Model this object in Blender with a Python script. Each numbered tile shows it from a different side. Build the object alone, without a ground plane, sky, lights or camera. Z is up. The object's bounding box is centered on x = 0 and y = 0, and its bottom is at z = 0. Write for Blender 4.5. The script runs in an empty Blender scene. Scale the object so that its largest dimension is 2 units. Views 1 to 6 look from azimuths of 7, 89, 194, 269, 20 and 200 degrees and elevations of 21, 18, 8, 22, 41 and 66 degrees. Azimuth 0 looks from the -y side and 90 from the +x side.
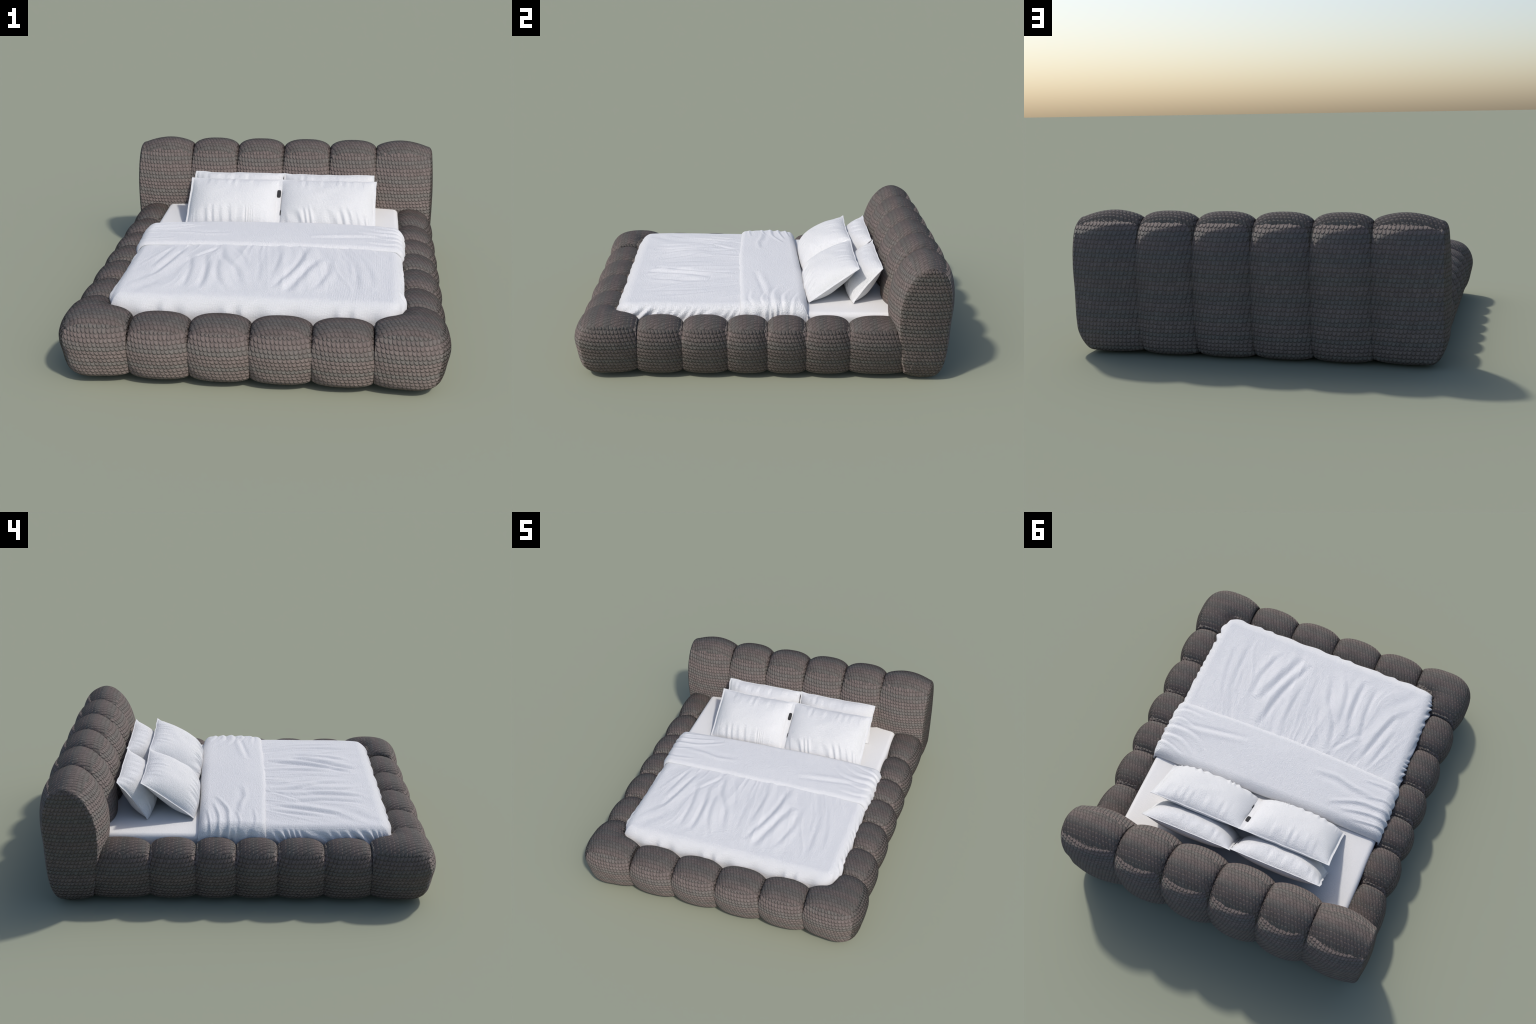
"""Upholstered bed: puffy knitted channel cushions round a mattress with white bedding."""
import math
import bpy
import numpy as np

RNG = np.random.default_rng(7)

# ----------------------------------------------------------------------------- helpers
def catmull(points, n, closed=False):
    """Even arc-length samples of a Catmull-Rom curve through the control points."""
    p = np.asarray(points, float)
    k = len(p)
    seg = []
    t = np.linspace(0, 1, 24, endpoint=False)[:, None]
    for i in range(k if closed else k - 1):
        if closed:
            a, b, c, d = p[(i - 1) % k], p[i], p[(i + 1) % k], p[(i + 2) % k]
        else:
            a, b, c, d = p[max(i - 1, 0)], p[i], p[i + 1], p[min(i + 2, k - 1)]
        seg.append(0.5 * (2 * b + (c - a) * t + (2 * a - 5 * b + 4 * c - d) * t**2 + (3 * b - a - 3 * c + d) * t**3))
    q = np.vstack(seg + [p[:1] if closed else p[-1:]])
    s = np.r_[0, np.cumsum(np.linalg.norm(np.diff(q, axis=0), axis=1))]
    u = np.linspace(0, s[-1], n, endpoint=not closed)
    return np.stack([np.interp(u, s, q[:, j]) for j in range(q.shape[1])], -1)


def value_noise(x, y, seed=0):
    """Smooth 2D value noise in -1..1."""
    g = np.random.default_rng(seed).uniform(-1, 1, (64, 64))
    xi, yi = np.floor(x).astype(int), np.floor(y).astype(int)
    fx, fy = x - xi, y - yi
    fx, fy = fx * fx * (3 - 2 * fx), fy * fy * (3 - 2 * fy)
    w = lambda a, b: g[a % 64, b % 64]
    return (w(xi, yi) * (1 - fx) + w(xi + 1, yi) * fx) * (1 - fy) + (w(xi, yi + 1) * (1 - fx) + w(xi + 1, yi + 1) * fx) * fy


def smooth(a, b, x):
    t = np.clip((x - a) / (b - a), 0, 1)
    return t * t * (3 - 2 * t)


def mesh_object(name, verts, faces, material, parent=None, smooth_shade=True):
    me = bpy.data.meshes.new(name)
    verts = np.asarray(verts, np.float32)
    me.vertices.add(len(verts))
    me.vertices.foreach_set("co", verts.ravel())
    groups = faces if isinstance(faces, list) else [faces]
    loops = np.concatenate([f.ravel() for f in groups]).astype(np.int32)
    sizes = np.concatenate([np.full(len(f), f.shape[1]) for f in groups])
    me.loops.add(len(loops))
    me.loops.foreach_set("vertex_index", loops)
    me.polygons.add(len(sizes))
    me.polygons.foreach_set("loop_start", np.r_[0, np.cumsum(sizes)[:-1]].astype(np.int32))
    me.update(calc_edges=True)
    me.validate()
    me.polygons.foreach_set("use_smooth", np.full(len(me.polygons), smooth_shade))
    me.materials.append(material)
    ob = bpy.data.objects.new(name, me)
    bpy.context.scene.collection.objects.link(ob)
    ob.parent = parent
    return ob


def grid_faces(rows, cols, wrap=False, flip=False, start=0):
    """Quads of a rows x cols vertex grid; wrap closes it along the columns."""
    i = np.arange(rows - 1)[:, None]
    j = np.arange(cols if wrap else cols - 1)[None, :]
    jn = (j + 1) % cols
    a, b, c, d = i * cols + j, i * cols + jn, (i + 1) * cols + jn, (i + 1) * cols + j
    f = np.stack([a, b, c, d], -1).reshape(-1, 4) + start
    return f[:, ::-1] if flip else f


def box(name, lo, hi, material, parent=None, bevel=0.02):
    lo, hi = np.array(lo), np.array(hi)
    v = [[(lo, hi)[i][0], (lo, hi)[j][1], (lo, hi)[k][2]] for i in (0, 1) for j in (0, 1) for k in (0, 1)]
    f = np.array([[0, 1, 3, 2], [4, 6, 7, 5], [0, 4, 5, 1], [2, 3, 7, 6], [0, 2, 6, 4], [1, 5, 7, 3]])
    ob = mesh_object(name, v, f, material, parent)
    m = ob.modifiers.new("Bevel", "BEVEL")
    m.width, m.segments = bevel, 3
    return ob


# ----------------------------------------------------------------------------- node helper
class Nodes:
    def __init__(self, name):
        self.mat = bpy.data.materials.new(name)
        self.mat.use_nodes = True
        self.t = self.mat.node_tree
        self.bsdf = self.t.nodes["Principled BSDF"]

    def new(self, kind, **props):
        n = self.t.nodes.new(kind)
        for k, v in props.items():
            setattr(n, k, v)
        return n

    def put(self, socket, value):
        if hasattr(value, "is_output"):
            self.t.links.new(value, socket)
        else:
            socket.default_value = value

    def m(self, op, a, b=0.0, c=0.0):
        n = self.new("ShaderNodeMath", operation=op)
        for s, v in zip(n.inputs, (a, b, c)):
            self.put(s, v)
        return n.outputs[0]

    def mix(self, f, a, b, kind="FLOAT"):
        n = self.new("ShaderNodeMix", data_type=kind)
        i = {"FLOAT": (0, 2, 3, 0), "RGBA": (0, 6, 7, 2)}[kind]
        self.put(n.inputs[i[0]], f)
        self.put(n.inputs[i[1]], a)
        self.put(n.inputs[i[2]], b)
        return n.outputs[i[3]]

    def step(self, x, lo, hi):
        n = self.new("ShaderNodeMapRange", interpolation_type="SMOOTHSTEP")
        self.put(n.inputs[0], x)
        self.put(n.inputs[1], lo)
        self.put(n.inputs[2], hi)
        return n.outputs[0]

    def noise(self, vec, scale, detail=2.0, rough=0.5):
        n = self.new("ShaderNodeTexNoise")
        self.put(n.inputs["Vector"], vec)
        n.inputs["Scale"].default_value, n.inputs["Detail"].default_value, n.inputs["Roughness"].default_value = scale, detail, rough
        return n.outputs[0]

    def vec(self, x, y, z=0.0):
        n = self.new("ShaderNodeCombineXYZ")
        for s, v in zip(n.inputs, (x, y, z)):
            self.put(s, v)
        return n.outputs[0]


STITCH_W, STITCH_H = 0.0187, 0.0200


def knit_material():
    """Chunky taupe knit: rows of overlapping, leaning scale-shaped stitches in soft colour bands."""
    N = Nodes("chunky_knit")
    N.mat.cycles.use_bump_map_correction = False      # lets tilted normals brighten a sunlit strip along the headboard back
    geo = N.new("ShaderNodeNewGeometry")
    pos, nor = N.new("ShaderNodeSeparateXYZ"), N.new("ShaderNodeSeparateXYZ")
    N.put(pos.inputs[0], geo.outputs["Position"])
    N.put(nor.inputs[0], geo.outputs["Normal"])
    x, y, z = pos.outputs
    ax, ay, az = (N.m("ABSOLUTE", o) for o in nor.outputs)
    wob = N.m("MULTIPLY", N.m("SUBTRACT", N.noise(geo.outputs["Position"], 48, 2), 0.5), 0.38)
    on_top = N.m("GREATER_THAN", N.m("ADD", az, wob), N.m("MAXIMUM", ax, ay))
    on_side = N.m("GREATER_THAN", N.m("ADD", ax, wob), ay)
    u = N.mix(on_top, N.mix(on_side, x, y), x)
    v = N.mix(on_top, z, y)
    # hand-made irregularity of the loops
    wu = N.m("SUBTRACT", N.noise(geo.outputs["Position"], 38, 1), 0.5)
    wv = N.m("SUBTRACT", N.noise(N.vec(y, z, x), 34, 1), 0.5)
    tv = N.m("ADD", N.m("DIVIDE", v, STITCH_H), N.m("MULTIPLY", wv, 0.42))
    shear = N.mix(on_top, N.mix(on_side, 0.24, 0.40), 0.50)
    tu = N.m("ADD", N.m("ADD", N.m("DIVIDE", u, STITCH_W), N.m("MULTIPLY", wu, 0.5)), N.m("MULTIPLY", tv, shear))
    col = N.m("FLOOR", tu)
    a = N.m("SUBTRACT", N.m("FRACT", tu), 0.5)
    a2 = N.m("MULTIPLY", a, a)
    t = N.m("SUBTRACT", tv, N.m("MULTIPLY", a2, 1.45))
    row = N.m("FLOOR", t)
    b = N.m("FRACT", t)
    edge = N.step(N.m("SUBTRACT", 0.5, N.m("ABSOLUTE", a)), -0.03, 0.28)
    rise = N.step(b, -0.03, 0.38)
    slope = N.m("SUBTRACT", 1.0, N.m("MULTIPLY", b, 0.62))
    dome = N.m("SUBTRACT", 1.0, N.m("MULTIPLY", a2, 1.6))
    h = N.m("MULTIPLY", N.m("MULTIPLY", slope, dome), N.m("MULTIPLY", rise, N.m("ADD", 0.28, N.m("MULTIPLY", edge, 0.72))))
    fine = N.noise(geo.outputs["Position"], 420, 2)
    height = N.m("ADD", N.m("MULTIPLY", h, N.mix(on_top, 0.0068, 0.0042)), N.m("MULTIPLY", fine, 0.0009))
    # constant normal tilt per panel, baking in brighter front/back and dimmer tops/sides
    shading_tilt = N.mix(on_top, N.mix(on_side, N.m("MULTIPLY", z, -0.68), N.m("MULTIPLY", y, -0.56)), N.m("MULTIPLY", y, -0.40))
    height = N.m("ADD", height, shading_tilt)
    bump = N.new("ShaderNodeBump")
    bump.inputs["Strength"].default_value, bump.inputs["Distance"].default_value = 1.0, 1.0
    N.put(bump.inputs["Height"], height)
    N.put(N.bsdf.inputs["Normal"], bump.outputs[0])
    # colour bands of grey-green and rosy brown rows, with each stitch a little different
    wn = N.new("ShaderNodeTexWhiteNoise", noise_dimensions="2D")
    N.put(wn.inputs["Vector"], N.vec(col, row))
    band = N.m("SINE", N.m("ADD", N.m("MULTIPLY", row, 2 * math.pi / 4.6), N.m("MULTIPLY", N.noise(N.vec(0.0, 0.0, row), 0.37, 0), 2.4)))
    mixer = N.m("ADD", N.m("ADD", 0.38, N.m("MULTIPLY", band, 0.48)), N.m("MULTIPLY", N.m("SUBTRACT", wn.outputs[0], 0.5), 0.30))
    yarn = N.mix(N.step(mixer, 0.0, 1.0), (0.214, 0.171, 0.153, 1), (0.184, 0.167, 0.148, 1), "RGBA")
    shade = N.m("MULTIPLY", N.m("ADD", 0.80, N.m("MULTIPLY", wn.outputs[0], 0.18)), N.m("ADD", 0.80, N.m("MULTIPLY", fine, 0.4)))
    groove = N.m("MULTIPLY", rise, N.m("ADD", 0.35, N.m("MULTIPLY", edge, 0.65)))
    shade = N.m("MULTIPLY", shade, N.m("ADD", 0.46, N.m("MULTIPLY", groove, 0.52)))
    shade = N.m("MULTIPLY", shade, N.mix(on_top, N.mix(on_side, 1.0, 0.79), 0.82))  # yarn darkened on tops and side faces, shade tinted into the colour
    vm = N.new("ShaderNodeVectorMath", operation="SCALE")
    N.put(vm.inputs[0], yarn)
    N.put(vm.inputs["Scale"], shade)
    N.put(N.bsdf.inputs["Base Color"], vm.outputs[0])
    N.bsdf.inputs["Roughness"].default_value = 0.78
    N.bsdf.inputs["Specular IOR Level"].default_value = 0.40
    return N.mat


def cloth_material(name, tint, weave=0.0009, freq=620):
    """White woven cotton: fine thread lines and a faint mottled tone."""
    N = Nodes(name)
    tc = N.new("ShaderNodeTexCoord")
    p = tc.outputs["Object"]
    wx = N.new("ShaderNodeTexWave", bands_direction="X")
    wy = N.new("ShaderNodeTexWave", bands_direction="DIAGONAL")
    for w in (wx, wy):
        N.put(w.inputs["Vector"], p)
        w.inputs["Scale"].default_value = freq / 6.28
        w.inputs["Distortion"].default_value, w.inputs["Detail"].default_value, w.inputs["Detail Scale"].default_value = 2.5, 1.0, 1.0
    threads = N.m("ADD", wx.outputs["Fac"], wy.outputs["Fac"])
    sep = N.new("ShaderNodeSeparateXYZ")
    N.put(sep.inputs[0], p)
    px, py, pz = sep.outputs
    run = lambda a, b, c: N.noise(N.vec(N.m("MULTIPLY", px, a), N.m("MULTIPLY", py, b), N.m("MULTIPLY", pz, c)), 1.0, 2)
    slub = N.m("ADD", run(300.0, 45.0, 300.0), run(45.0, 300.0, 90.0))
    mott = N.noise(p, 160, 3)
    height = N.m("ADD", N.m("MULTIPLY", threads, weave), N.m("ADD", N.m("MULTIPLY", slub, weave * 3.2), N.m("MULTIPLY", mott, weave * 2)))
    bump = N.new("ShaderNodeBump")
    bump.inputs["Strength"].default_value, bump.inputs["Distance"].default_value = 0.8, 1.0
    N.put(bump.inputs["Height"], height)
    N.put(N.bsdf.inputs["Normal"], bump.outputs[0])
    lo = tuple(c * 0.90 for c in tint[:3]) + (1,)
    col = N.mix(N.m("ADD", N.m("MULTIPLY", mott, 0.8), N.m("MULTIPLY", threads, 0.2)), lo, tint, "RGBA")
    N.put(N.bsdf.inputs["Base Color"], col)
    N.bsdf.inputs["Roughness"].default_value = 0.9
    N.bsdf.inputs["Specular IOR Level"].default_value = 0.2
    N.bsdf.inputs["Sheen Weight"].default_value = 0.15
    return N.mat


def plain_material(name, rgb, rough=0.8):
    N = Nodes(name)
    tc = N.new("ShaderNodeTexCoord")
    f = N.noise(tc.outputs["Object"], 90, 3)
    N.put(N.bsdf.inputs["Base Color"], N.mix(f, tuple(c * 0.8 for c in rgb) + (1,), tuple(c * 1.15 for c in rgb) + (1,), "RGBA"))
    N.bsdf.inputs["Roughness"].default_value = rough
    return N.mat


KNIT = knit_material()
LINING = plain_material("dark_lining", (0.03, 0.027, 0.025))
SHEET = cloth_material("fitted_sheet_cotton", (0.82, 0.81, 0.795, 1), 0.0002)
LINEN = cloth_material("duvet_cotton", (0.83, 0.83, 0.838, 1))
PILLOWCASE = cloth_material("pillowcase_cotton", (0.84, 0.84, 0.84, 1))
SLOT = plain_material("slot_shadow_black", (0.02, 0.02, 0.022))

# ----------------------------------------------------------------------------- the bed
bed = bpy.data.objects.new("bed", None)
bpy.context.scene.collection.objects.link(bed)
bed["label"] = "low bed with puffy taupe knitted frame and white bedding"
bed["category"] = "bed"

# ---- cushions: a closed profile swept along a path, pinched at both ends of each cushion
N_RING, N_SPAN = 168, 54


def puff(s, n=2.15, k=0.56):
    return (1 - np.abs(s) ** n).clip(0) ** k


def fullness(s, nrm):
    """Profile of a cushion along its length: crowned on the upright faces, squarer over the top and underneath."""
    return puff(s, 2.15 + 0.45 * np.abs(nrm[:, 1]), 0.90 - 0.35 * np.abs(nrm[:, 1]) ** 1.5)[:, None]


def ring_normals(prof):
    d = np.roll(prof, -1, 0) - np.roll(prof, 1, 0)
    n = np.stack([d[:, 1], -d[:, 0]], -1)
    n /= np.linalg.norm(n, axis=1, keepdims=True)
    if np.sum((prof - prof.mean(0)) * n) < 0:
        n = -n
    return n


def close_ends(rings):
    """Quad grid between the rings plus a pole at either end."""
    rows, cols = rings.shape[:2]
    v = np.vstack([rings.reshape(-1, 3), rings[0].mean(0), rings[-1].mean(0)])
    j = np.arange(cols)
    jn = (j + 1) % cols
    p0, p1 = rows * cols, rows * cols + 1
    last = (rows - 1) * cols
    caps = np.vstack([np.stack([np.full(cols, p0), jn, j], -1), np.stack([np.full(cols, p1), last + j, last + jn], -1)])
    return v, [grid_faces(rows, cols, wrap=True), caps]


def outward(v, faces):
    """Flip all faces when the closed surface is inside out (signed volume)."""
    vol = 0.0
    for f in faces:
        for k in range(1, f.shape[1] - 1):
            vol += np.einsum("ij,ij->", v[f[:, 0]], np.cross(v[f[:, k]], v[f[:, k + 1]]))
    return faces if vol > 0 else [f[:, ::-1] for f in faces]


def cushion(name, prof, place, pinch, parent, ends=(True, True), warp=None):
    """prof: (o, z) ring; place(s, o, z) -> xyz with s in -1..1; pinch(normals) -> depth of the seam."""
    nrm = ring_normals(prof)
    depth = pinch(nrm)[:, None]
    s = np.sin(np.linspace(-math.pi / 2, math.pi / 2, N_SPAN))
    rings = []
    for si in s:
        q = prof - nrm * depth * (1 - fullness(si, nrm))
        rings.append(place(si, q[:, 0], q[:, 1]))
    rings = np.array(rings)
    c0, c1 = rings[0].mean(0), rings[-1].mean(0)
    first = [c0 + (rings[0] - c0) * k for k in (0.5, 0.8)]
    final = [c1 + (rings[-1] - c1) * k for k in (0.8, 0.5)]
    rings = np.concatenate([first, rings, final])
    if warp is not None:
        rings = warp(rings)
    v, f = close_ends(rings)
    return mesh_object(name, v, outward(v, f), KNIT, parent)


# low roll round the foot and sides: o is measured outwards from the roll's centre line
ROLL = [(0.130, 0.195), (0.116, 0.254), (0.083, 0.298), (0.035, 0.323), (-0.02, 0.331), (-0.07, 0.315), (-0.106, 0.26), (-0.12, 0.18),
        (-0.112, 0.09), (-0.085, 0.035), (-0.04, 0.023), (0.015, 0.022), (0.050, 0.024), (0.073, 0.034), (0.095, 0.066), (0.115, 0.12)]
roll = catmull(ROLL, N_RING, closed=True)
foot_roll = roll * (1.0, 0.945)
side_roll = roll * (0.945, 0.965)
roll_pinch = lambda n: 0.034 + 0.012 * np.clip(n[:, 1], 0, 1) - 0.007 * np.clip(-n[:, 1], 0, 1)
rail_pinch = lambda n: 0.034 + 0.013 * np.clip(n[:, 1], 0, 1) - 0.012 * np.clip(-n[:, 1], 0, 1)
CENTRE = 0.740        # x of the side rolls' centre line
FOOT = -0.872         # y of the foot roll's centre line
FOOT_SEAMS = (-0.540, -0.270, 0.0, 0.270, 0.540)
SIDE_SEAMS = (-0.668, -0.430, -0.195, 0.013, 0.215, 0.444, 0.745)

footboard = box("footboard", (-0.60, -0.90, 0.06), (0.60, -0.80, 0.22), LINING, bed)
w = 0.27
for i, x0 in enumerate((-0.405, -0.135, 0.135, 0.405)):
    if i == 0:
        first = cushion("footboard_cushion", foot_roll, lambda s, o, z: np.stack([s * w / 2 + 0 * o, FOOT - o, z], -1), roll_pinch, footboard)
        ob = first
    else:
        ob = first.copy()
        bpy.context.scene.collection.objects.link(ob)
    ob.location.x = x0


def corner_place(sign, radius=0.112):
    """Path that comes along the foot, turns through a quarter circle and runs up the side."""
    xs, ye = 0.54, SIDE_SEAMS[0]
    l1, l2 = CENTRE - radius - xs, ye - (FOOT + radius)
    arc = 0.5 * math.pi * radius
    total = l1 + arc + l2

    def place(s, o, z):
        d = (s + 1) / 2 * total
        if d < l1:
            x, y = xs + d, FOOT - o
        elif d < l1 + arc:
            a = (d - l1) / arc * math.pi / 2
            nx, ny = math.sin(a), -math.cos(a)
            # the skin squares the turn off on the outside, most of all near the floor
            k = (0.150 + 0.085 * (1 - smooth(0.03, 0.16, z))) * (2 * nx * -ny) ** 2.4 * smooth(-0.06, 0.09, o)
            r = np.maximum(radius + o, 0.002) * (1 + k)
            x, y = CENTRE - radius + r * nx, FOOT + radius + r * ny
        else:
            x, y = CENTRE + o, FOOT + radius + d - l1 - arc
        return np.stack([sign * (x + 0 * o), y + 0 * o, z], -1)

    return place


for sign in (-1, 1):
    cushion("corner_cushion", roll * (1.03, 1.02), corner_place(sign), roll_pinch, footboard)

for sign in (-1, 1):
    rail = box("side_rail", (min(sign * 0.68, sign * 0.78), -0.72, 0.06), (max(sign * 0.68, sign * 0.78), 0.72, 0.22), LINING, bed)
    for y0, y1 in zip(SIDE_SEAMS[:-1], SIDE_SEAMS[1:]):
        cushion("rail_cushion", side_roll, lambda s, o, z: np.stack([sign * (CENTRE + o), (y0 + y1) / 2 + s * (y1 - y0) / 2 + 0 * o, z], -1), rail_pinch, rail)

# ---- headboard: six tall channels leaning slightly back
HEAD = [(0.80, 0.003), (0.86, 0.001), (0.912, 0.018), (0.956, 0.080), (0.984, 0.19), (0.993, 0.33), (1.0, 0.45), (0.986, 0.545), (0.957, 0.612), (0.912, 0.654),
        (0.85, 0.676), (0.785, 0.661), (0.728, 0.615), (0.685, 0.55), (0.655, 0.465), (0.645, 0.38), (0.653, 0.27), (0.672, 0.16), (0.694, 0.085), (0.728, 0.028)]
head = catmull(HEAD, N_RING, closed=True)
head_pinch = lambda n: 0.026 + 0.022 * np.clip(n[:, 1], 0, 1) + 0.012 * np.clip(n[:, 0], 0, 1) - 0.008 * np.clip(-n[:, 1], 0, 1)
W = 0.2675
headboard = box("headboard", (-0.78, 0.79, 0.06), (0.78, 0.89, 0.52), LINING, bed)
for i in range(4):
    if i == 0:
        first = cushion("headboard_cushion", head * (1.0, 0.985), lambda s, o, z: np.stack([s * W / 2 + 0 * o, o, z], -1), head_pinch, headboard)
        ob = first
    else:
        ob = first.copy()
        bpy.context.scene.collection.objects.link(ob)
    ob.location.x = (i - 1.5) * W


def end_cushion(sign):
    """Outer channel: pinched at its inner seam, closed outside by a soft, slightly domed end face."""
    x0, x1 = 2 * W, 0.825
    nrm = ring_normals(head)
    depth = head_pinch(nrm)[:, None]
    rim = (0.040 * (1 - 0.85 * np.clip(-nrm[:, 1] * 1.3, 0, 1)))[:, None]
    rings = []
    for k in np.linspace(0, 1, N_SPAN):
        s = -math.cos(k * math.pi / 2)               # dense beside the seam
        x = x0 + (s + 1) * (x1 - x0)
        inset = depth * (1 - fullness(s, nrm)) + rim * np.clip((s + 1 - 0.30) / 0.70, 0, 1) ** 2.0
        rings.append(np.column_stack([np.full(N_RING, x), head - nrm * inset]))
    edge = head - nrm * rim
    for a in np.linspace(0.10, 1, 12):                # rounded rim
        r = 0.042
        rings.append(np.column_stack([np.full(N_RING, x1 + r * math.sin(a * math.pi / 2) * 0.7), edge - nrm * r * (1 - math.cos(a * math.pi / 2))]))
    base, c = rings[-1][:, 1:], np.array([0.825, 0.34])
    xb = rings[-1][0, 0]
    for r in np.linspace(0.96, 0.04, 26):            # domed end face
        rings.append(np.column_stack([np.full(N_RING, xb + 0.012 * (1 - r * r)), c + (base - c) * r]))
    inner = rings[0].copy()
    m = inner.mean(0)
    rings = np.array([m + (inner - m) * k for k in (0.5, 0.8)] + rings)
    taper = 0.062 * (1 - smooth(-0.07, 0.13, rings[..., 2])) * smooth(0.58, 0.85, rings[..., 0])
    rings[..., 0] -= taper
    rings[..., 0] *= sign
    v, f = close_ends(rings)
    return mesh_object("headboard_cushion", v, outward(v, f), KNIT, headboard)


for sign in (-1, 1):
    end_cushion(sign)

box("bed_base", (-0.655, -0.77, 0.025), (0.655, 0.78, 0.16), LINING, bed, 0.01)


# ---- mattress with its fitted sheet
def rounded_slab(name, hx, y0, y1, z0, z1, r, mat, parent):
    n = 8
    a = np.linspace(0, math.pi / 2, n)
    cx, cy, R = hx - 0.045, (y1 - y0) / 2 - 0.045, 0.045
    th = np.linspace(0, 2 * math.pi, 96, endpoint=False)
    ring = np.stack([np.cos(th) * R + np.sign(np.cos(th).round(6)) * cx, np.sin(th) * R + np.sign(np.sin(th).round(6)) * cy], -1)
    # fill the straight runs evenly
    ring = catmull_line(ring, 360)
    layers = [(0.0, z0)] + [(0.0, z) for z in np.linspace(z0 + 0.02, z1 - r, 5)] + [(r * (1 - math.cos(t)), z1 - r + r * math.sin(t)) for t in a[1:]]
    rings = []
    rn = ring_normals(ring)
    for ins, z in layers:
        rings.append(np.column_stack([ring - rn * ins, np.full(len(ring), z)]))
    top = rings[-1]
    for k in (0.9, 0.7, 0.45, 0.2):
        q = top.copy()
        q[:, :2] *= k
        q[:, 2] += 0.002 * (1 - k)
        rings.append(q)
    rings = np.array(rings)
    rings[..., 1] += (y0 + y1) / 2
    v, f = close_ends(rings)
    return mesh_object(name, v, outward(v, f), mat, parent)


def catmull_line(p, n):
    q = np.vstack([p, p[:1]])
    s = np.r_[0, np.cumsum(np.linalg.norm(np.diff(q, axis=0), axis=1))]
    u = np.linspace(0, s[-1], n, endpoint=False)
    return np.stack([np.interp(u, s, q[:, j]) for j in (0, 1)], -1)


rounded_slab("mattress", 0.666, -0.745, 0.80, 0.165, 0.313, 0.030, SHEET, bed)


# ---- duvet: a sheet draped over the mattress, with folds laid along curves
def folds(x, y, creases):
    """Height field of cloth folds: each is a groove with a ridge beside it, fading at its ends."""
    h = np.zeros_like(x)
    for pts, amp, width in creases:
        c = catmull(pts, 30)
        pad = width * 5
        sel = (x > c[:, 0].min() - pad) & (x < c[:, 0].max() + pad) & (y > c[:, 1].min() - pad) & (y < c[:, 1].max() + pad)
        if not sel.any():
            continue
        px, py = x[sel], y[sel]
        dx, dy = px[:, None] - c[:, 0], py[:, None] - c[:, 1]
        i = np.argmin(dx * dx + dy * dy, 1)
        tan = np.gradient(c, axis=0)
        tan /= np.linalg.norm(tan, axis=1, keepdims=True)
        r = np.arange(len(i))
        side = dx[r, i] * tan[i, 1] - dy[r, i] * tan[i, 0]
        along = dx[r, i] * tan[i, 0] + dy[r, i] * tan[i, 1]
        t = i / (len(c) - 1)
        fade = np.sin(np.pi * np.clip(t, 0.0, 1.0)) ** 0.6 * np.exp(-(along / width) ** 2 * 0.5)
        d = side / width
        shape = -np.exp(-((d + 0.55) / 0.55) ** 2) + 0.9 * np.exp(-((d - 0.55) / 0.75) ** 2)
        h[sel] += amp * fade * shape
    return h


BODY_FOLDS = [
    ([(0.15, -0.68), (0.21, -0.50), (0.28, -0.30)], 0.0085, 0.036),
    ([(0.08, -0.65), (0.17, -0.40), (0.21, -0.16)], 0.0090, 0.030),
    ([(0.27, -0.65), (0.32, -0.48), (0.32, -0.33)], 0.0055, 0.028),
    ([(0.01, -0.60), (0.00, -0.42), (-0.01, -0.30)], 0.0030, 0.024),
    ([(-0.06, -0.63), (-0.11, -0.45), (-0.19, -0.31), (-0.21, -0.16)], 0.0070, 0.028),
    ([(-0.12, -0.69), (-0.19, -0.53), (-0.21, -0.34)], 0.0050, 0.026),
    ([(-0.25, -0.68), (-0.25, -0.48), (-0.28, -0.28)], 0.0075, 0.028),
    ([(-0.33, -0.66), (-0.33, -0.46), (-0.36, -0.28)], 0.0055, 0.025),
    ([(-0.50, -0.54), (-0.44, -0.34), (-0.40, -0.17)], 0.0070, 0.026),
    ([(-0.53, -0.44), (-0.49, -0.28), (-0.46, -0.16)], 0.0040, 0.022),
    ([(0.47, -0.62), (0.46, -0.45), (0.44, -0.32)], 0.0040, 0.024),
    ([(0.43, -0.48), (0.41, -0.33), (0.37, -0.22)], 0.0030, 0.020),
    ([(0.07, -0.50), (0.08, -0.34), (0.08, -0.22)], 0.0028, 0.020),
    ([(-0.24, -0.17), (-0.30, -0.25), (-0.36, -0.33)], 0.0035, 0.020),
    ([(0.54, -0.60), (0.52, -0.42), (0.46, -0.20)], 0.0025, 0.022),
    ([(-0.07, -0.40), (-0.11, -0.27), (-0.16, -0.17)], 0.0026, 0.018),
]
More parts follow.
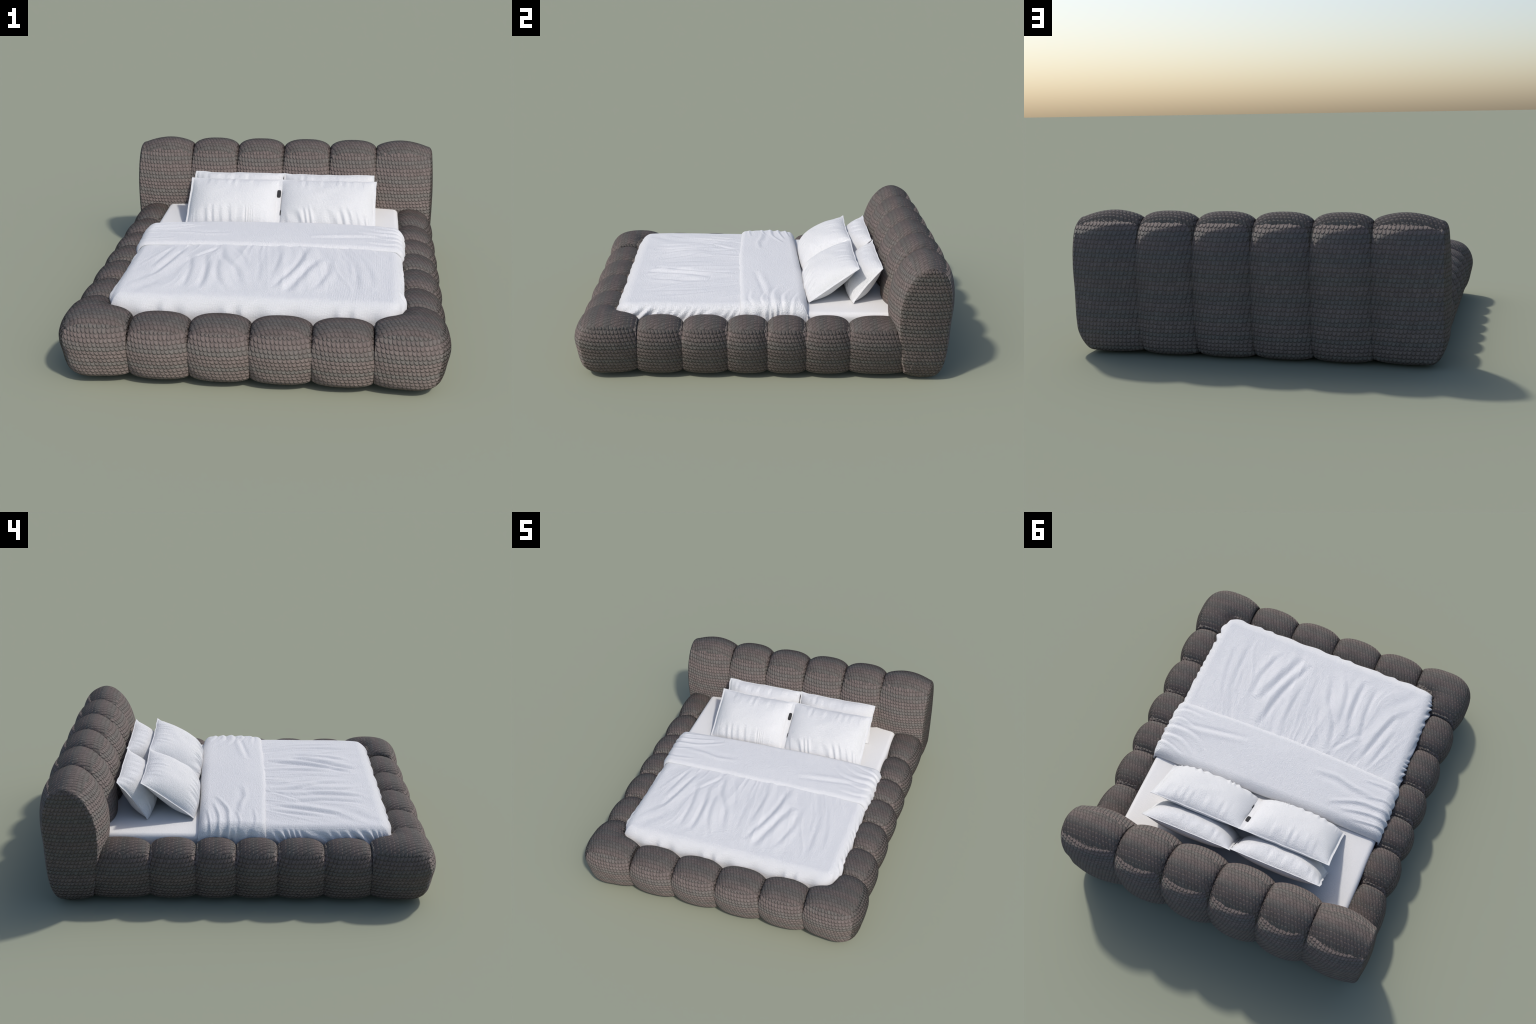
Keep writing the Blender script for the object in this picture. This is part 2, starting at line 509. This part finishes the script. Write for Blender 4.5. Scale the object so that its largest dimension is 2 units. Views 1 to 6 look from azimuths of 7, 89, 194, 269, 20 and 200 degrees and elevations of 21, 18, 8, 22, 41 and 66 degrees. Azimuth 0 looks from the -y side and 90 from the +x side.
FLAP_FOLDS = [
    ([(0.60, 0.02), (0.40, -0.01), (0.20, -0.04)], 0.0060, 0.026),
    ([(0.82, 0.08), (0.70, 0.05), (0.58, 0.04), (0.48, 0.06), (0.41, 0.12)], 0.0065, 0.020),
    ([(0.82, 0.10), (0.70, 0.10), (0.56, 0.10), (0.46, 0.16)], 0.0060, 0.017),
    ([(0.82, 0.14), (0.70, 0.14), (0.60, 0.155), (0.51, 0.19)], 0.0050, 0.014),
    ([(0.70, 0.02), (0.62, -0.02), (0.50, 0.01)], 0.0035, 0.014),
    ([(0.70, -0.04), (0.61, -0.08), (0.48, -0.07)], 0.0035, 0.016),
    ([(-0.20, -0.01), (-0.33, -0.02), (-0.43, 0.0), (-0.57, 0.01)], -0.0060, 0.026),
    ([(-0.34, 0.13), (-0.49, 0.07), (-0.60, 0.06), (-0.70, 0.06), (-0.82, 0.08)], -0.0065, 0.020),
    ([(-0.42, 0.14), (-0.57, 0.11), (-0.71, 0.11), (-0.82, 0.12)], -0.0060, 0.016),
    ([(-0.49, 0.17), (-0.62, 0.155), (-0.71, 0.15), (-0.82, 0.15)], -0.0050, 0.013),
    ([(-0.48, -0.07), (-0.62, -0.08), (-0.71, -0.05)], -0.0035, 0.016),
    ([(-0.52, 0.02), (-0.63, 0.00), (-0.71, 0.02)], -0.0035, 0.014),
]


def pleat_profile(x):
    """Soft sharp-crested pleats of period 1."""
    f = x - np.floor(x)
    t = np.where(f < 0.38, f / 0.38, (1 - f) / 0.62)
    return t * t * (3 - 2 * t)


def drape(p, flat, r):
    """Run p along a flat top of half-length `flat`, over a quarter round and straight down: (position, drop)."""
    q = np.abs(p)
    t = np.clip((q - flat) / r, 0, math.pi / 2)
    pos = np.where(q < flat, q, flat + r * np.sin(t))
    drop = np.where(q < flat, 0, r * (1 - np.cos(t))) + np.clip(q - flat - r * math.pi / 2, 0, None)
    return np.sign(p) * pos, drop


def surface_normals(P):
    n = np.cross(np.gradient(P, axis=1), np.gradient(P, axis=0))
    n /= np.linalg.norm(n, axis=-1, keepdims=True) + 1e-12
    return n if n[n.shape[0] // 2, n.shape[1] // 2, 2] > 0 else -n


def thick_sheet(name, P, thickness, mat, parent):
    """Closed cloth: the given top surface, an offset underside, stitched round the border."""
    n = surface_normals(P)
    Q = P - n * thickness
    rows, cols = P.shape[:2]
    k = rows * cols
    v = np.vstack([P.reshape(-1, 3), Q.reshape(-1, 3)])
    top, bot = grid_faces(rows, cols), grid_faces(rows, cols, flip=True, start=k)
    border = np.concatenate([np.arange(cols), np.arange(1, rows) * cols + cols - 1, (rows - 1) * cols + np.arange(cols - 2, -1, -1), np.arange(rows - 2, 0, -1) * cols])
    nb = np.roll(border, -1)
    rim = np.stack([border, border + k, nb + k, nb], -1)
    return mesh_object(name, v, outward(v, [top, bot, rim]), mat, parent)


# body of the duvet
HX, ZT = 0.672, 0.352
r, rfoot = 0.058, 0.075
cols, rows = 400, 460
p = np.linspace(-(HX - r + r * 1.5708 + 0.11), HX - r + r * 1.5708 + 0.11, cols)
q = np.linspace(-(0.795 - rfoot + rfoot * 1.5708 + 0.10), 0.16, rows)
PP, QQ = np.meshgrid(p, q)
X, dx = drape(PP, HX - r, r)
Y, dy = drape(QQ, 0.795 - rfoot, rfoot)
dy = np.where(QQ > 0, 0, dy)
Y = np.where(QQ > 0, QQ, Y)
crown = 0.022 * (1 - (X / HX) ** 2).clip(0) * smooth(-0.82, -0.40, Y)
Z = ZT + crown - np.minimum(np.maximum(dx, dy) + 0.35 * np.minimum(dx, dy), 0.17)
# pulled-in corners
corner = np.clip(dx / r, 0, 1) * np.clip(dy / rfoot, 0, 1)
X *= 1 - 0.030 * smooth(-0.64, -0.80, Y) ** 2
Y = Y + 0.026 * smooth(0.56, 0.68, np.abs(X)) ** 2 * smooth(-0.68, -0.80, Y)
P = np.stack([X, Y, Z], -1)
n = surface_normals(P)
h = folds(PP, QQ, BODY_FOLDS) * 0.9
gate = smooth(-0.35, 0.25, value_noise(QQ * 6.3, np.sign(PP) * 4.1, 21))
theta, rad = np.arctan2(PP, 0.75 - QQ), np.hypot(PP, 0.75 - QQ)
h += 0.0032 * value_noise(theta * 26 + 0.8 * value_noise(PP * 4, QQ * 4, 15), rad * 2.6, 16) * smooth(-0.78, -0.62, QQ) * smooth(0.66, 0.5, np.abs(PP))
h += 0.0036 * (0.5 - np.abs(value_noise(theta * 34 + 1.2 * value_noise(PP * 5, QQ * 5, 17), rad * 2.2, 18))) * smooth(-0.74, -0.58, QQ) * smooth(0.64, 0.5, np.abs(PP))
h += 0.0016 * value_noise(PP * 18 + 0.4 * value_noise(PP * 5, QQ * 5, 3), QQ * 3.2, 4) * smooth(-0.78, -0.6, QQ)
h += 0.0012 * value_noise(PP * 7, QQ * 7, 5)
side = smooth(0.002, 0.045, dx)
lean = QQ + 0.9 * dx
h += side * 0.0190 * (0.35 + 0.75 * gate) * (pleat_profile(lean * 19 + 1.5 * value_noise(QQ * 9, np.sign(PP) * 2.3, 6)) - 0.5) * (0.70 + 0.6 * value_noise(QQ * 13, np.sign(PP) * 7.3, 8)) * smooth(-0.80, -0.66, QQ)
foot = smooth(0.004, 0.06, dy)
h += foot * 0.0100 * (pleat_profile(PP * 7.4 + 0.5 + 0.5 * value_noise(PP * 6, 0 * PP, 9)) - 0.5)
P = P + n * h[..., None]
duvet = thick_sheet("duvet", P, 0.012, LINEN, bed)

# turned-back band of the duvet: thin hem towards the foot, soft roll towards the pillows
HXF, rf = 0.684, 0.060
p = np.linspace(-(HXF - rf + rf * 1.5708 + 0.11), HXF - rf + rf * 1.5708 + 0.11, 420)
hem, roll_y = -0.150, 0.218
r2 = 0.052
q = np.concatenate([[0.0, 0.004, 0.009], np.linspace(0.014, 0.368 - r2 + r2 * 1.5708, 170)])
PP, QQ = np.meshgrid(p, q)
X, dx = drape(PP, HXF - rf, rf)
hem_line = hem + 0.014 * smooth(0.05, 0.75, np.abs(PP)) + 0.0020 * value_noise(PP * 7, 0 * PP, 11) + 0.006 * PP
flat = 0.368 - r2
t = np.clip((QQ - flat) / r2, 0, math.pi / 2)
run = np.where(QQ < flat, QQ, flat + r2 * np.sin(t))
dy = np.where(QQ < flat, 0, r2 * (1 - np.cos(t)))
Y = hem_line + run * ((roll_y + 0.010 * np.sin(PP * 3.0) - hem_line) / 0.368)
crown = 0.020 * (1 - (X / HXF) ** 2).clip(0)
swell = 0.010 * np.sin(np.clip(QQ / 0.36, 0, 1) * math.pi) ** 0.8
lip = -0.013 * (1 - np.clip(QQ / 0.032, 0, 1)) ** 2.2
Z = 0.3640 + crown + swell - np.minimum(np.maximum(dx, dy) + 0.5 * np.minimum(dx, dy), 0.17)
P = np.stack([X, Y, Z], -1)
n = surface_normals(P)
h = 0.8 * folds(PP, Y, FLAP_FOLDS) + lip
h += 0.0012 * value_noise(PP * 6, QQ * 9, 12)
side = smooth(0.004, 0.06, dx) * smooth(0.0, 0.05, QQ)
h += side * 0.0085 * (pleat_profile(QQ * 15 + 0.3 * dx + 1.3 * value_noise(QQ * 8, np.sign(PP) * 3.1, 13)) - 0.5)
P = P + n * h[..., None]
thick_sheet("duvet_fold", P, 0.006, LINEN, duvet)


# ---- pillows: plump cases with a flat flange, slumped and gathered along the lower edge
def pillow(x0, x1, foot_yz, top_yz, front, back, flange, seed, bow, gather, lean):
    nu, nv = 150, 110
    u = np.sin(np.linspace(-math.pi / 2, math.pi / 2, nu)) * 0.35 + np.linspace(-1, 1, nu) * 0.65
    v = np.sin(np.linspace(-math.pi / 2, math.pi / 2, nv)) * 0.35 + np.linspace(-1, 1, nv) * 0.65
    U, V = np.meshgrid(u, v)
    hw = (x1 - x0) / 2
    A, B = np.array(foot_yz), np.array(top_yz)
    length = np.linalg.norm(B - A)
    axis = (B - A) / length
    face = np.array([-axis[1], axis[0]])             # towards the front and up
    left, right, low, high = flange
    ue = np.where(U < 0, -U / (1 - left), U / (1 - right))
    ve = np.where(V < 0, -V / (1 - low), V / (1 - high))
    ue, ve = ue.clip(0, 1), ve.clip(0, 1)
    body = ((1 - ue**3.2) ** 0.68) * ((1 - ve**2.6) ** 0.66)
    # edges drawn in between the ears of the case
    X = (x0 + x1) / 2 + hw * U * (1 - 0.018 * (1 - V**2) * np.abs(U) ** 3)
    S = (V + 1) / 2 * length
    S = length / 2 + (S - length / 2) * (1 - 0.030 * (1 - U**2) * np.abs(V) ** 3 * (V > 0))
    S -= 0.014 * (1 - U**4) * smooth(-0.6, -1.0, V)
    X = X + 0.0035 * value_noise(V * 4.0, 0 * U + 1.7 * seed, seed + 11) * np.abs(U) ** 6
    S = S + 0.0030 * value_noise(U * 5.0, 0 * U + 2.1 * seed, seed + 13) * smooth(0.6, 1.0, V)
    sag = smooth(1.0, -1.0, V) ** 1.2
    fat = body * (0.80 + 0.35 * sag)
    # gathers that fan up from the lower edge
    ph = value_noise(U * 4, 0 * U + seed, seed)
    g = pleat_profile(U * 6.2 + lean * (V + 1) + 1.6 * ph + 0.13 * seed) - 0.45
    gm = smooth(-0.30, -0.88, V) * smooth(1.0, 0.80, np.abs(U))
    wr = gather * gm * g * (0.7 + 0.6 * value_noise(U * 7, 0 * U, seed + 3))
    top_wr = 0.0050 * smooth(0.2, 0.75, V) * smooth(1.0, 0.9, V) * value_noise(U * 13, V * 1.5, seed + 5)
    soft = 0.0030 * value_noise(U * 3.5, V * 3, seed + 7) * body
    bend = bow * (1 - V**2)
    ripple = 0.0025 * value_noise(U * 15, 0 * U, seed + 9) * smooth(-0.85, -1.0, V)
    out = []
    for k, amt in ((1, front), (-1, back)):
        off = bend + ripple + k * (0.0009 + amt * fat) + ((wr + top_wr) * np.sqrt(body) + soft if k == 1 else 0.4 * soft)
        Yp = A[0] + axis[0] * S + face[0] * off
        Zp = A[1] + axis[1] * S + face[1] * off
        Zp = np.maximum(Zp, 0.3145 + 0.001 * (k == 1))
        out.append(np.stack([X, Yp, Zp], -1))
    P, Q = out
    m = nu * nv
    verts = np.vstack([P.reshape(-1, 3), Q.reshape(-1, 3)])
    border = np.concatenate([np.arange(nu), np.arange(1, nv) * nu + nu - 1, (nv - 1) * nu + np.arange(nu - 2, -1, -1), np.arange(nv - 2, 0, -1) * nu])
    nb = np.roll(border, -1)
    faces = [grid_faces(nv, nu), grid_faces(nv, nu, flip=True, start=m), np.stack([border, border + m, nb + m, nb], -1)]
    ob = mesh_object("pillow", verts, outward(verts, faces), PILLOWCASE, bed)
    return ob, A, axis, face, length


front_foot, front_top = (0.236, 0.326), (0.508, 0.522)
back_foot, back_top = (0.478, 0.320), (0.632, 0.524)
FL, A, axis, face, length = pillow(-0.496, 0.024, front_foot, front_top, 0.086, 0.072, (0.050, 0.100, 0.0, 0.030), 2, 0.004, 0.012, 0.3)
pillow(0.004, 0.540, (0.240, 0.324), front_top, 0.086, 0.072, (0.05, 0.050, 0.0, 0.030), 5, 0.0, 0.016, 1.5)
pillow(-0.496, 0.016, back_foot, back_top, 0.080, 0.070, (0.045, 0.045, 0.0, 0.030), 9, 0.006, 0.010, 0.4)
pillow(0.014, 0.528, (0.482, 0.320), (0.636, 0.520), 0.080, 0.070, (0.045, 0.045, 0.0, 0.030), 12, 0.004, 0.010, 0.8)


def dark_slot_pad(name, x, s, w, l, lift):
    """Black rounded pad on the pillow flange, modelling the shadow inside a hole."""
    th = np.linspace(0, 2 * math.pi, 40, endpoint=False)
    e = 0.55
    du = np.sign(np.cos(th)) * np.abs(np.cos(th)) ** e * w / 2
    dv = np.sign(np.sin(th)) * np.abs(np.sin(th)) ** e * l / 2
    rings = []
    for k, d in ((1.0, -0.003), (1.0, 0.0), (0.9, 0.0008), (0.3, 0.001)):
        off = lift + d
        rings.append(np.stack([x + du * k, A[0] + axis[0] * (s + dv * k) + face[0] * off, A[1] + axis[1] * (s + dv * k) + face[1] * off], -1))
    v, f = close_ends(np.array(rings))
    return mesh_object(name, v, outward(v, f), SLOT, FL)


dark_slot_pad("dark_slot_pad", 0.005, length * 0.69, 0.022, 0.050, 0.008)
dark_slot_pad("dark_slot_pad", 0.024, length * 0.31, 0.010, 0.034, 0.008)
